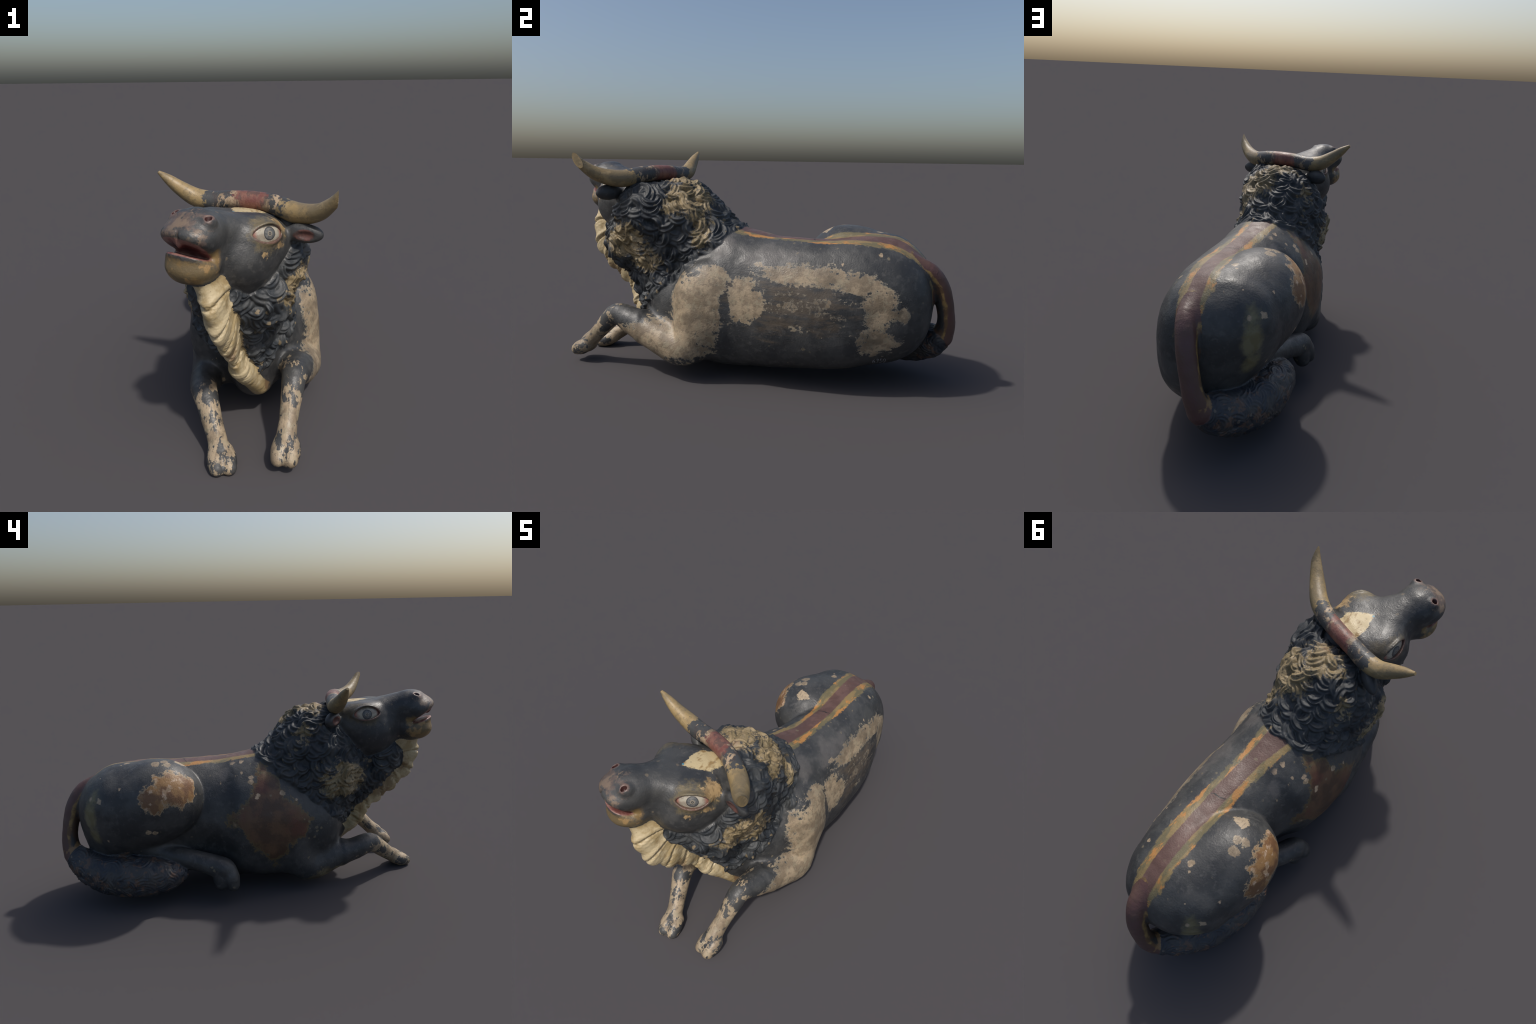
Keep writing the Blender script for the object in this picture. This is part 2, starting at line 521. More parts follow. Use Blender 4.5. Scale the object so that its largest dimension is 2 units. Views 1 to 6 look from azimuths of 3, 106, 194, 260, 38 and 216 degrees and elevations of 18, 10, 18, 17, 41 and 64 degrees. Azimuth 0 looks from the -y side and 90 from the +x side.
# pleats of the dewlap: slanting overlaps between the folds, with fine wrinkles along them
dew = np.flatnonzero(LAB == gi['dewlap'])
near_t, near_d = np.zeros(len(dew)), np.full(len(dew), 9.0)
for i in range(0, len(rc), 4):
    dd = np.linalg.norm(V[dew] - rc[i], axis=1)
    hit = dd < near_d
    near_d[hit], near_t[hit] = dd[hit], cum[i] / cum[-1]
fold_u = near_t + 0.50 * near_d
pleat = perlin(np.stack([fold_u * 60, near_d * 6, fold_u * 0], 1)) * 0.003
for f0, f1 in zip(LOBES[:-1], LOBES[1:]):
    b = (f0[0] + f1[0]) / 2 + 0.50 * 0.03
    pleat += -0.011 * np.exp(-((fold_u - b) / 0.009) ** 2) + 0.006 * np.exp(-((fold_u - b + 0.024) / 0.02) ** 2)
disp[dew] += pleat

V = V + NRM * disp[:, None]
V = relax(V, Q, 1, 0.35)
# sit the lowest point on the ground
V[:, 2] = np.maximum(V[:, 2], 0.0)
NRM = vertex_normals(V, Q)

# ------------------------------------------------------------------ materials
class Nodes:
    """Small helper: builds shader node graphs from expressions. All positions in object space."""
    def __init__(self, name):
        self.mat = bpy.data.materials.new(name)
        self.mat.use_nodes = True
        self.nt = self.mat.node_tree
        self.bsdf = self.nt.nodes['Principled BSDF']
        tc = self.nt.nodes.new('ShaderNodeTexCoord')
        self.p = tc.outputs['Object']
        s = self.nt.nodes.new('ShaderNodeSeparateXYZ')
        self.nt.links.new(self.p, s.inputs[0])
        self.x, self.y, self.z = s.outputs
        self.cache = {}
    def put(self, sock, v):
        if hasattr(v, 'is_linked') or isinstance(v, bpy.types.NodeSocket):
            self.nt.links.new(v, sock)
        elif isinstance(v, (tuple, list, np.ndarray)):
            v = [float(q) for q in v]
            sock.default_value = v + [1.0] if (len(v) == 3 and sock.type == 'RGBA') else v
        else:
            sock.default_value = float(v)
    def m(self, op, a, b=0.0, c=None):
        n = self.nt.nodes.new('ShaderNodeMath')
        n.operation = op
        self.put(n.inputs[0], a)
        self.put(n.inputs[1], b)
        if c is not None:
            self.put(n.inputs[2], c)
        return n.outputs[0]
    def add(self, a, b): return self.m('ADD', a, b)
    def sub(self, a, b): return self.m('SUBTRACT', a, b)
    def mul(self, a, b): return self.m('MULTIPLY', a, b)
    def vmax(self, *a):
        r = a[0]
        for b in a[1:]:
            r = self.m('MAXIMUM', r, b)
        return r
    def vmin(self, a, b): return self.m('MINIMUM', a, b)
    def v(self, op, a, b):
        n = self.nt.nodes.new('ShaderNodeVectorMath')
        n.operation = op
        self.put(n.inputs[0], a)
        self.put(n.inputs[1], b)
        return n.outputs['Value'] if op in ('LENGTH', 'DOT_PRODUCT') else n.outputs['Vector']
    def step(self, x, a, b):
        n = self.nt.nodes.new('ShaderNodeMapRange')
        n.interpolation_type = 'SMOOTHSTEP'
        self.put(n.inputs[0], x)
        n.inputs[1].default_value, n.inputs[2].default_value = a, b
        return n.outputs[0]
    def noise(self, scale, detail=4, rough=0.55, stretch=None, off=0.0):
        key = (scale, detail, rough, stretch, off)
        if key in self.cache:
            return self.cache[key]
        v = self.p
        if stretch:
            v = self.v('MULTIPLY', v, stretch)
        if off:
            v = self.v('ADD', v, (off, off * 1.7, off * 0.6))
        n = self.nt.nodes.new('ShaderNodeTexNoise')
        self.put(n.inputs['Vector'], v)
        n.inputs['Scale'].default_value = scale
        n.inputs['Detail'].default_value = detail
        n.inputs['Roughness'].default_value = rough
        o = self.mul(self.sub(n.outputs[0], 0.5), 2.2)
        self.cache[key] = o
        return o
    def spots(self, scale, radius, thin=0.0, off=0.0):
        """Irregular flaked-off specks, about one per Voronoi cell, some left out."""
        v = self.v('ADD', self.p, (off, off, off))
        nn = self.nt.nodes.new('ShaderNodeTexNoise')
        nn.inputs['Scale'].default_value = scale * 2.2
        self.put(nn.inputs['Vector'], v)
        w = self.v('SCALE', nn.outputs['Color'], (0, 0, 0))
        self.nt.nodes[-1].inputs['Scale'].default_value = 0.35 / scale
        n = self.nt.nodes.new('ShaderNodeTexVoronoi')
        n.inputs['Scale'].default_value = scale
        self.put(n.inputs['Vector'], self.v('ADD', v, w))
        sep = self.nt.nodes.new('ShaderNodeSeparateColor')
        self.nt.links.new(n.outputs['Color'], sep.inputs[0])
        r = self.mul(self.m('MAXIMUM', self.sub(sep.outputs[0], thin), 0.0), radius / (1 - thin))
        return self.step(self.add(self.sub(r, n.outputs['Distance']), self.mul(self.noise(scale * 4, 4, 0.6), 0.16)), 0.0, 0.06)
    def ell(self, c, r):
        d = self.v('DIVIDE', self.v('SUBTRACT', self.p, tuple(c)), tuple(r))
        return self.sub(1.0, self.v('LENGTH', d, (0, 0, 0)))
    def hell(self, c, r):
        """Ellipsoid in the head's frame."""
        q = self.headp()
        return self.sub(1.0, self.v('LENGTH', self.v('DIVIDE', self.v('SUBTRACT', q, tuple(c)), tuple(r)), (0, 0, 0)))
    def headp(self):
        if 'head' not in self.cache:
            d = self.v('SUBTRACT', self.p, tuple(HO))
            cb = self.nt.nodes.new('ShaderNodeCombineXYZ')
            for i, ax in enumerate((HX, HY, HZ)):
                self.nt.links.new(self.v('DOT_PRODUCT', d, tuple(ax)), cb.inputs[i])
            self.cache['head'] = cb.outputs[0]
        return self.cache['head']
    def curve(self, x, pts):
        """Piecewise-linear function of x."""
        r = None
        for (x0, y0), (x1, y1) in zip(pts[:-1], pts[1:]):
            n = self.nt.nodes.new('ShaderNodeMapRange')
            self.put(n.inputs[0], x)
            n.inputs[1].default_value, n.inputs[2].default_value = x0, x1
            n.inputs[3].default_value, n.inputs[4].default_value = 0.0, y1 - y0
            r = self.add(pts[0][1], n.outputs[0]) if r is None else self.add(r, n.outputs[0])
        return r
    def mix(self, f, a, b):
        n = self.nt.nodes.new('ShaderNodeMix')
        n.data_type = 'RGBA'
        self.put(n.inputs[0], f)
        self.put(n.inputs[6], a)
        self.put(n.inputs[7], b)
        return n.outputs[2]
    def mottle(self, a, b, scale, detail=4, lo=-0.15, hi=0.15, off=0.0, stretch=None):
        return self.mix(self.step(self.noise(scale, detail, 0.6, stretch, off), lo, hi), a, b)
    def finish(self, col, rough=0.5, bump=0.25, bump_scale=140, spec=0.5):
        self.put(self.bsdf.inputs['Base Color'], col)
        r = self.add(rough, self.mul(self.noise(22, 3), 0.25))
        self.put(self.bsdf.inputs['Roughness'], r)
        self.bsdf.inputs['Specular IOR Level'].default_value = spec
        b = self.nt.nodes.new('ShaderNodeBump')
        b.inputs['Strength'].default_value = bump * 0.6
        b.inputs['Distance'].default_value = 0.004
        h = self.add(self.noise(bump_scale, 4), self.mul(self.noise(38, 3), 0.9))
        self.put(b.inputs['Height'], h)
        self.put(self.bsdf.inputs['Normal'], b.outputs[0])
        return self.mat

SLATE_A, SLATE_B = (0.035, 0.0360, 0.0365), (0.058, 0.0580, 0.0560)
TAN_A, TAN_B, TAN_C = (0.365, 0.283, 0.185), (0.225, 0.172, 0.112), (0.31, 0.265, 0.178)
RED = (0.098, 0.053, 0.042)
OCHRE = (0.27, 0.175, 0.062)
OLIVE = (0.17, 0.145, 0.070)

def slate(g):
    c = g.mottle(SLATE_A, SLATE_B, 7, 5, -0.18, 0.2)
    return g.mix(g.mul(g.step(g.noise(34, 4, 0.65), 0.06, 0.3), 0.5), c, (0.085, 0.083, 0.078))

def tan(g):
    c = g.mottle(TAN_A, TAN_B, 13, 5, -0.16, 0.18, off=1.3)
    c = g.mix(g.mul(g.step(g.noise(30, 5, 0.7, off=4.0), 0.02, 0.2), 0.6), c, TAN_C)
    return g.mix(g.mul(g.step(g.noise(120, 3, 0.6, (1, 0.35, 0.35)), 0.08, 0.25), 0.5), c, (0.15, 0.115, 0.08))

def body_material():
    g = Nodes('worn_painted_wood')
    c = slate(g)
    east = g.step(g.x, 0.03, 0.10)
    west = g.step(g.x, -0.03, -0.10)
    rag = g.add(g.mul(g.noise(9, 7, 0.68), 1.5), g.mul(g.noise(38, 6, 0.7), 1.0))
    # soft lighter grey patches on the withers
    sc = g.vmax(g.ell((0.17, -0.10, 0.66), (0.14, 0.10, 0.10)), g.ell((-0.13, 0.14, 0.66), (0.06, 0.06, 0.08)), g.ell((0.2, 0.15, 0.62), (0.14, 0.22, 0.07)))
    c = g.mix(g.mul(g.step(g.add(sc, g.mul(g.noise(16, 4), 0.8)), 0.1, 0.7), 0.55), c, (0.125, 0.115, 0.108))
    # brown bare ground on the right shoulder
    br = g.sub(1.0, g.add(g.m('DIVIDE', g.m('ABSOLUTE', g.add(g.add(g.y, 0.085), g.mul(g.sub(g.z, 0.43), -0.1))), 0.235), g.m('DIVIDE', g.m('ABSOLUTE', g.sub(g.z, 0.42)), 0.275)))
    brm = g.step(g.add(br, g.mul(rag, 0.30)), 0.0, 0.10)
    brc = g.mottle((0.075, 0.043, 0.026), (0.125, 0.068, 0.036), 11, 5)
    brc = g.mix(g.mul(g.step(g.noise(8, 3, off=2.2), 0.10, 0.4), 0.6), brc, (0.12, 0.043, 0.030))
    brc = g.mix(g.step(g.add(br, g.mul(rag, 0.30)), 0.20, 0.02), brc, (0.14, 0.105, 0.045))
    c = g.mix(g.mul(brm, west), c, brc)
    # faded yellowish bands on the rump
    ol = g.vmax(g.ell((-0.20, 0.805, 0.50), (0.055, 0.06, 0.10)), g.ell((-0.188, 0.79, 0.415), (0.06, 0.05, 0.075)), g.mul(g.ell((-0.207, 0.80, 0.60), (0.045, 0.05, 0.07)), 0.6))
    c = g.mix(g.mul(g.step(g.add(ol, g.mul(rag, 0.3)), 0.0, 0.5), 0.9), c, g.mottle((0.20, 0.180, 0.100), OLIVE, 20))
    # orange-brown patch with pale plaster at the front of the thigh
    th = g.vmax(g.ell((-0.275, 0.40, 0.635), (0.10, 0.115, 0.095)), g.ell((-0.29, 0.50, 0.60), (0.09, 0.085, 0.075)))
    tht = g.add(th, g.mul(rag, 0.42))
    thc = g.mottle((0.28, 0.155, 0.060), (0.17, 0.085, 0.038), 14, 5)
    thc = g.mix(g.step(g.noise(24, 5, 0.65, off=7.0), 0.12, 0.28), thc, g.mottle((0.50, 0.36, 0.25), (0.36, 0.24, 0.14), 30))
    thc = g.mix(g.step(tht, 0.2, 0.05), thc, (0.33, 0.24, 0.14))
    c = g.mix(g.mul(g.step(tht, 0.0, 0.07), west), c, thc)
    fl = g.vmax(g.ell((-0.162, 0.441, 0.737), (0.023, 0.023, 0.03)), g.ell((-0.18, 0.485, 0.73), (0.026, 0.026, 0.03)), g.ell((-0.19, 0.425, 0.72), (0.03, 0.03, 0.03)), g.ell((-0.125, 0.36, 0.71), (0.045, 0.03, 0.05)))
    c = g.mix(g.step(g.add(fl, g.mul(rag, 0.8)), 0.10, 0.25), c, tan(g))
    # worn pale ground on the left side: shoulder, a band along the flank, a patch behind
    sh = g.vmax(g.ell((0.34, -0.185, 0.36), (0.17, 0.165, 0.20)), g.ell((0.30, -0.10, 0.50), (0.13, 0.09, 0.09)), g.ell((0.30, -0.33, 0.20), (0.14, 0.24, 0.095)))
    sh2 = g.ell((0.30, 0.055, 0.43), (0.14, 0.105, 0.115))
    band = g.vmax(g.ell((0.27, 0.34, 0.555), (0.14, 0.26, 0.05)), g.ell((0.25, 0.58, 0.525), (0.14, 0.11, 0.045)), g.ell((0.25, 0.665, 0.42), (0.14, 0.075, 0.13)), g.ell((0.22, 0.655, 0.27), (0.14, 0.10, 0.075)), g.ell((0.22, 0.77, 0.40), (0.12, 0.025, 0.045)))
    flank = g.ell((0.27, 0.30, 0.42), (0.16, 0.42, 0.17))
    worn = g.vmax(g.add(g.mul(sh, 1.1), 0.06), sh2, g.mul(band, 0.75), g.sub(g.mul(flank, 0.30), 0.24))
    wt = g.add(worn, g.mul(g.add(g.mul(rag, 0.6), g.add(g.mul(g.noise(30, 6, 0.7, (1, 0.25, 1)), 1.0), g.mul(g.noise(75, 5, 0.7), 0.7))), 0.55))
    c = g.mix(g.mul(g.mul(g.step(g.add(flank, g.mul(g.noise(26, 5, 0.7, (1, 0.2, 1), 3.0), 1.6)), 0.1, 0.8), 0.45), east), c, (0.16, 0.115, 0.07))
    crease = g.ell((0.30, -0.035, 0.30), (0.12, 0.035, 0.28))
    wt = g.sub(wt, g.mul(g.step(crease, 0.0, 0.6), 0.35))
    wt = g.sub(wt, g.mul(g.spots(24, 0.36, 0.35, 4.0), 0.30))
    dirt = g.mix(g.mul(g.step(g.noise(8, 5, 0.6, (1, 0.6, 1), 6.0), -0.05, 0.35), 0.6), tan(g), (0.12, 0.092, 0.062))
    c = g.mix(g.mul(g.step(wt, 0.0, 0.15), east), c, dirt)
    c = g.mix(g.mul(g.mul(g.step(wt, 0.02, 0.06), g.step(wt, 0.13, 0.07)), g.mul(east, 0.35)), c, (0.30, 0.29, 0.24))
    # forelegs rubbed to the ground coat
    lg = g.vmax(g.ell((0.19, -0.81, 0.15), (0.15, 0.23, 0.20)), g.ell((-0.10, -0.82, 0.09), (0.15, 0.22, 0.20)), g.ell((0.29, -0.48, 0.17), (0.10, 0.19, 0.085)))
    lgt = g.add(lg, g.mul(g.add(g.noise(12, 6, 0.66, off=5.0), g.mul(g.noise(34, 5, 0.66, (1, 0.4, 0.5)), 1.0)), 2.2))
    c = g.mix(g.step(lgt, 0.18, 0.32), c, tan(g))
    wl = g.ell((-0.22, -0.42, 0.075), (0.09, 0.22, 0.06))
    c = g.mix(g.step(g.add(wl, g.mul(rag, 0.7)), 0.05, 0.3), c, g.mottle((0.20, 0.165, 0.095), (0.10, 0.08, 0.05), 18))
    # yellow-edged red stripe along the spine, running on down the tail
    cx = g.curve(g.y, [(-0.12, 0.008), (-0.05, 0.012), (0.1, 0.032), (0.31, 0.044), (0.60, 0.038), (0.80, 0.030), (0.88, 0.026), (0.925, 0.004), (0.96, -0.03)])
    hw_ = g.curve(g.y, [(-0.12, 0.066), (-0.05, 0.058), (0.1, 0.041), (0.31, 0.040), (0.80, 0.037), (0.90, 0.034), (0.95, 0.05)])
    yw = g.curve(g.y, [(-0.12, 0.105), (-0.05, 0.092), (0.1, 0.074), (0.31, 0.078), (0.60, 0.086), (0.80, 0.070), (0.88, 0.05), (0.92, 0.03)])
    side = g.m('ABSOLUTE', g.sub(g.x, cx))
    up = g.curve(g.y, [(0.70, 0.56), (0.90, 0.40), (0.95, 0.22)])
    ontop = g.step(g.sub(g.z, up), 0.0, 0.02)
    streak = g.add(g.mul(g.noise(26, 5, 0.65, (1, 0.18, 0.4)), 0.028), g.mul(g.noise(60, 4, 0.6), 0.014))
    ye = g.step(g.add(g.sub(yw, side), streak), 0.0, 0.010)
    yc = g.mottle((0.245, 0.175, 0.072), (0.14, 0.118, 0.060), 24, 5, stretch=(1, 0.25, 0.5))
    yc = g.mix(g.step(g.noise(20, 5, 0.65, (1, 0.3, 0.5), 9.0), 0.05, 0.16), yc, (0.42, 0.20, 0.055))
    c = g.mix(g.mul(g.mul(ye, ontop), 0.92), c, yc)
    re = g.step(g.add(g.sub(hw_, side), g.mul(streak, 0.3)), 0.0, 0.006)
    rc_ = g.mottle(RED, (0.130, 0.074, 0.060), 9, 4)
    c = g.mix(g.mul(re, ontop), c, rc_)
    # drying cracks across the back
    ck = g.m('ABSOLUTE', g.sub(g.sub(g.y, 0.318), g.add(g.mul(g.x, 0.25), g.mul(g.noise(40, 2), 0.012))))
    ckm = g.mul(g.step(ck, 0.004, 0.001), g.mul(g.step(g.m('ABSOLUTE', g.sub(g.x, 0.045)), 0.04, 0.03), ontop))
    c = g.mix(ckm, c, (0.012, 0.012, 0.012))
    # flaked specks
    sp = g.mul(g.spots(17, 0.32, 0.45), g.step(g.vmax(g.ell((-0.16, 0.62, 0.62), (0.18, 0.26, 0.22)), g.ell((0.20, 0.62, 0.58), (0.16, 0.22, 0.18)), g.ell((-0.16, 0.02, 0.62), (0.14, 0.2, 0.14)), g.ell((-0.28, -0.1, 0.45), (0.12, 0.25, 0.25)), g.ell((-0.26, 0.55, 0.38), (0.16, 0.25, 0.12))), 0.0, 0.3))
    c = g.mix(sp, c, g.mottle((0.40, 0.30, 0.20), (0.25, 0.19, 0.12), 30))
    low = g.mul(g.spots(30, 0.30, 0.5, 2.0), g.step(g.noise(4, 2, off=3.0), -0.02, 0.15))
    c = g.mix(g.mul(low, 0.6), c, (0.20, 0.165, 0.105))
    return g.finish(c, 0.47, 0.30)

def head_material():
    g = Nodes('worn_face_paint')
    rag = g.add(g.mul(g.noise(11, 6, 0.68), 1.3), g.mul(g.noise(42, 5, 0.7), 1.0))
    c = slate(g)
    hp = g.headp()
    s = g.nt.nodes.new('ShaderNodeSeparateXYZ')
    g.nt.links.new(hp, s.inputs[0])
    hx, hy, hz = s.outputs
    # olive and bare patches round the eyes
    for sg in (-1, 1):
        e = g.vmax(g.hell((sg * 0.165, 0.0, 0.0), (0.08, 0.105, 0.075)), g.mul(g.hell((sg * 0.165, -0.075, 0.01), (0.06, 0.06, 0.06)), 0.8))
        c = g.mix(g.mul(g.step(g.add(e, g.mul(rag, 0.55)), 0.0, 0.5), 0.8 if sg > 0 else 0.4), c, (0.165, 0.130, 0.068))
        f = g.vmax(g.hell((0.165, -0.085, 0.015), (0.06, 0.065, 0.05)), g.hell((0.17, -0.045, -0.045), (0.05, 0.035, 0.022)), g.hell((0.15, 0.035, -0.075), (0.05, 0.025, 0.025)))
    c = g.mix(g.step(g.add(f, g.mul(rag, 0.9)), 0.30, 0.45), c, g.mottle((0.36, 0.25, 0.125), (0.22, 0.15, 0.075), 24))
    # cream blaze on the forehead
    bl = g.vmin(g.hell((0.006, -0.11, 0.045), (0.075, 0.13, 0.06)), g.mul(g.sub(g.sub(0.010, hy), g.mul(g.m('ABSOLUTE', g.sub(hx, 0.006)), 1.7)), 9.0))
    blt = g.add(bl, g.mul(rag, 0.35))
    blc = g.mottle((0.50, 0.40, 0.225), (0.30, 0.20, 0.085), 26, 5, 0.0, 0.25, stretch=(1, 0.5, 1))
    c = g.mix(g.step(blt, 0.02, 0.12), c, blc)
    c = g.mix(g.step(g.ell((-0.028, -0.669, 0.985), (0.0065, 0.0065, 0.02)), 0.1, 0.3), c, (0.06, 0.22, 0.30))
    # scuffed muzzle
    mz = g.vmax(g.hell((0, 0.275, 0.065), (0.125, 0.085, 0.07)), g.hell((0.0, 0.30, 0.03), (0.11, 0.06, 0.05)))
    c = g.mix(g.mul(g.step(g.add(mz, g.mul(rag, 0.9)), 0.15, 0.5), 0.7), c, g.mottle((0.22, 0.155, 0.105), (0.12, 0.085, 0.07), 18))
    # ochre chin and mouth corners
    ch = g.vmax(g.hell((0, 0.262, -0.085), (0.125, 0.095, 0.062)), g.mul(g.hell((0, 0.225, -0.045), (0.135, 0.05, 0.05)), 0.8))
    chc = g.mottle((0.215, 0.140, 0.055), (0.15, 0.11, 0.055), 15, 5)
    chc = g.mix(g.step(g.noise(20, 5, off=3.0), 0.08, 0.2), chc, (0.30, 0.19, 0.08))
    c = g.mix(g.mul(g.step(g.add(ch, g.mul(rag, 0.22)), -0.04, 0.18), 0.95), c, chc)
    # lips and mouth: rotate into the slit's plane
    a = math.radians(31)
    my, mz2 = g.sub(hy, 0.350), g.sub(hz, 0.020)
    sy = g.add(g.mul(my, math.cos(a)), g.mul(mz2, math.sin(a)))
    sz = g.add(g.mul(my, -math.sin(a)), g.mul(mz2, math.cos(a)))
    cb = g.nt.nodes.new('ShaderNodeCombineXYZ')
    for i, q in enumerate((hx, sy, sz)):
        g.nt.links.new(q, cb.inputs[i])
    def slit(r):
        return g.sub(1.0, g.v('LENGTH', g.v('DIVIDE', cb.outputs[0], r), (0, 0, 0)))
    lip = slit((0.170, 0.170, 0.027))
    c = g.mix(g.step(g.add(lip, g.mul(rag, 0.06)), 0.0, 0.10), c, g.mottle((0.165, 0.060, 0.052), (0.24, 0.125, 0.10), 24))
    c = g.mix(g.step(g.hell((0, 0.26, 0.0), (0.085, 0.055, 0.035)), 0.0, 0.25), c, (0.085, 0.022, 0.022))
    # nostrils
    for sg in (-1, 1):
        n1 = g.hell((0.006 + sg * 0.070, 0.240, 0.094), (0.024, 0.026, 0.03))
        c = g.mix(g.mul(g.step(g.add(n1, g.mul(rag, 0.4)), 0.0, 0.3), 0.7), c, (0.19, 0.115, 0.09))
        n2 = g.hell((0.006 + sg * 0.070, 0.240, 0.090), (0.0135, 0.0155, 0.03))
        c = g.mix(g.step(n2, 0.0, 0.15), c, (0.045, 0.015, 0.013))
    # reddish eyelid edges
    for sg, cc, n, sl, upv in EYES:
        d = g.v('SUBTRACT', g.p, tuple(cc))
        u_ = g.m('DIVIDE', g.v('DOT_PRODUCT', d, tuple(sl)), 0.0735)
        v_ = g.m('DIVIDE', g.v('DOT_PRODUCT', d, tuple(upv)), 0.039)
        w_ = g.m('DIVIDE', g.v('DOT_PRODUCT', d, tuple(n)), 0.03)
        rr = g.m('SQRT', g.add(g.mul(u_, u_), g.add(g.mul(v_, v_), g.mul(w_, w_))))
        c = g.mix(g.mul(g.step(rr, 1.00, 0.93), 0.75), c, g.mottle((0.14, 0.068, 0.054), (0.10, 0.06, 0.05), 30))
    low = g.spots(30, 0.28, 0.6, 5.0)
    c = g.mix(g.mul(low, 0.4), c, (0.22, 0.17, 0.11))
    return g.finish(c, 0.44, 0.30)

def ear_material():
    g = Nodes('ear_paint')
    c = slate(g)
    for sg in (-1, 1):
        e = g.hell((0.256 if sg > 0 else -0.276, -0.125, -0.028), (0.056, 0.032, 0.030))
        c = g.mix(g.step(g.add(e, g.mul(g.noise(25, 4), 0.25)), -0.02, 0.12), c, g.mottle((0.12, 0.055, 0.045), (0.06, 0.035, 0.030), 22))
    return g.finish(c, 0.5, 0.25)

def mane_material():
    g = Nodes('mane_paint')
    c = g.mottle((0.026, 0.030, 0.034), (0.052, 0.055, 0.056), 9, 5)
    rag = g.add(g.mul(g.noise(8, 6, 0.66), 1.5), g.mul(g.noise(36, 5, 0.7), 1.1))
    pt = g.vmax(g.ell((0.16, -0.28, 0.90), (0.16, 0.15, 0.12)), g.ell((0.02, -0.36, 0.97), (0.13, 0.11, 0.07)), g.ell((0.20, -0.20, 0.74), (0.12, 0.06, 0.12)),
                g.ell((0.20, -0.60, 0.65), (0.15, 0.14, 0.125)), g.ell((0.22, -0.47, 0.56), (0.12, 0.09, 0.075)),
                g.ell((-0.25, -0.51, 0.60), (0.13, 0.19, 0.11)), g.mul(g.ell((-0.20, -0.23, 0.84), (0.10, 0.12, 0.06)), 0.6))
    pc = g.mottle((0.31, 0.235, 0.130), (0.19, 0.145, 0.075), 16, 5)
    pc = g.mix(g.step(g.noise(60, 4, 0.6, off=2.0), 0.06, 0.25), pc, (0.10, 0.080, 0.050))
    c = g.mix(g.step(g.add(pt, g.mul(rag, 0.75)), 0.05, 0.35), c, pc)
    red = g.ell((0.045, -0.43, 0.985), (0.09, 0.05, 0.04))
    c = g.mix(g.mul(g.step(red, 0.0, 0.5), 0.6), c, (0.17, 0.085, 0.065))
    fl = g.mul(g.spots(26, 0.34, 0.4, 1.0), g.step(g.noise(7, 3, off=6.0), -0.05, 0.12))
    c = g.mix(g.mul(fl, 0.7), c, (0.24, 0.18, 0.10))
    return g.finish(c, 0.55, 0.30, spec=0.4)

def dewlap_material():
    g = Nodes('dewlap_paint')
    c = g.mottle((0.48, 0.390, 0.235), (0.36, 0.270, 0.135), 10, 4)
    c = g.mix(g.mul(g.step(g.noise(13, 6, 0.7, (1.5, 1.5, 0.5), 2.0), 0.10, 0.5), 0.75), c, (0.22, 0.135, 0.060))
    c = g.mix(g.mul(g.step(g.noise(70, 4, 0.6), 0.28, 0.5), 0.6), c, (0.17, 0.10, 0.045))
    st = g.vmax(g.ell((-0.03, -0.80, 0.44), (0.09, 0.07, 0.07)), g.ell((0.10, -0.52, 0.19), (0.06, 0.06, 0.10)), g.ell((-0.14, -0.70, 0.50), (0.08, 0.25, 0.30)))
    c = g.mix(g.mul(g.step(g.add(st, g.mul(g.noise(18, 6, 0.68), 1.0)), 0.05, 0.45), 0.8), c, g.mottle((0.16, 0.095, 0.050), (0.22, 0.15, 0.075), 16))
    dark = g.ell((0.06, -0.48, 0.16), (0.09, 0.06, 0.07))
    c = g.mix(g.step(g.add(dark, g.mul(g.noise(14, 5), 0.7)), 0.1, 0.4), c, (0.05, 0.047, 0.042))
    return g.finish(c, 0.5, 0.3)

def tuft_material():
    g = Nodes('tail_tuft_paint')
    c = g.mottle((0.028, 0.033, 0.042), (0.058, 0.056, 0.054), 11, 5)
    c = g.mix(g.mul(g.step(g.noise(26, 5, 0.65, off=1.0), 0.10, 0.22), 0.65), c, (0.15, 0.085, 0.052))
    t = g.ell((-0.03, 0.955, 0.27), (0.05, 0.05, 0.05))
    c = g.mix(g.step(g.add(t, g.mul(g.noise(28, 5), 0.9)), 0.1, 0.3), c, (0.22, 0.135, 0.065))
    c = g.mix(g.mul(g.spots(28, 0.30, 0.6, 3.0), 0.5), c, (0.24, 0.20, 0.15))
    return g.finish(c, 0.5, 0.35)

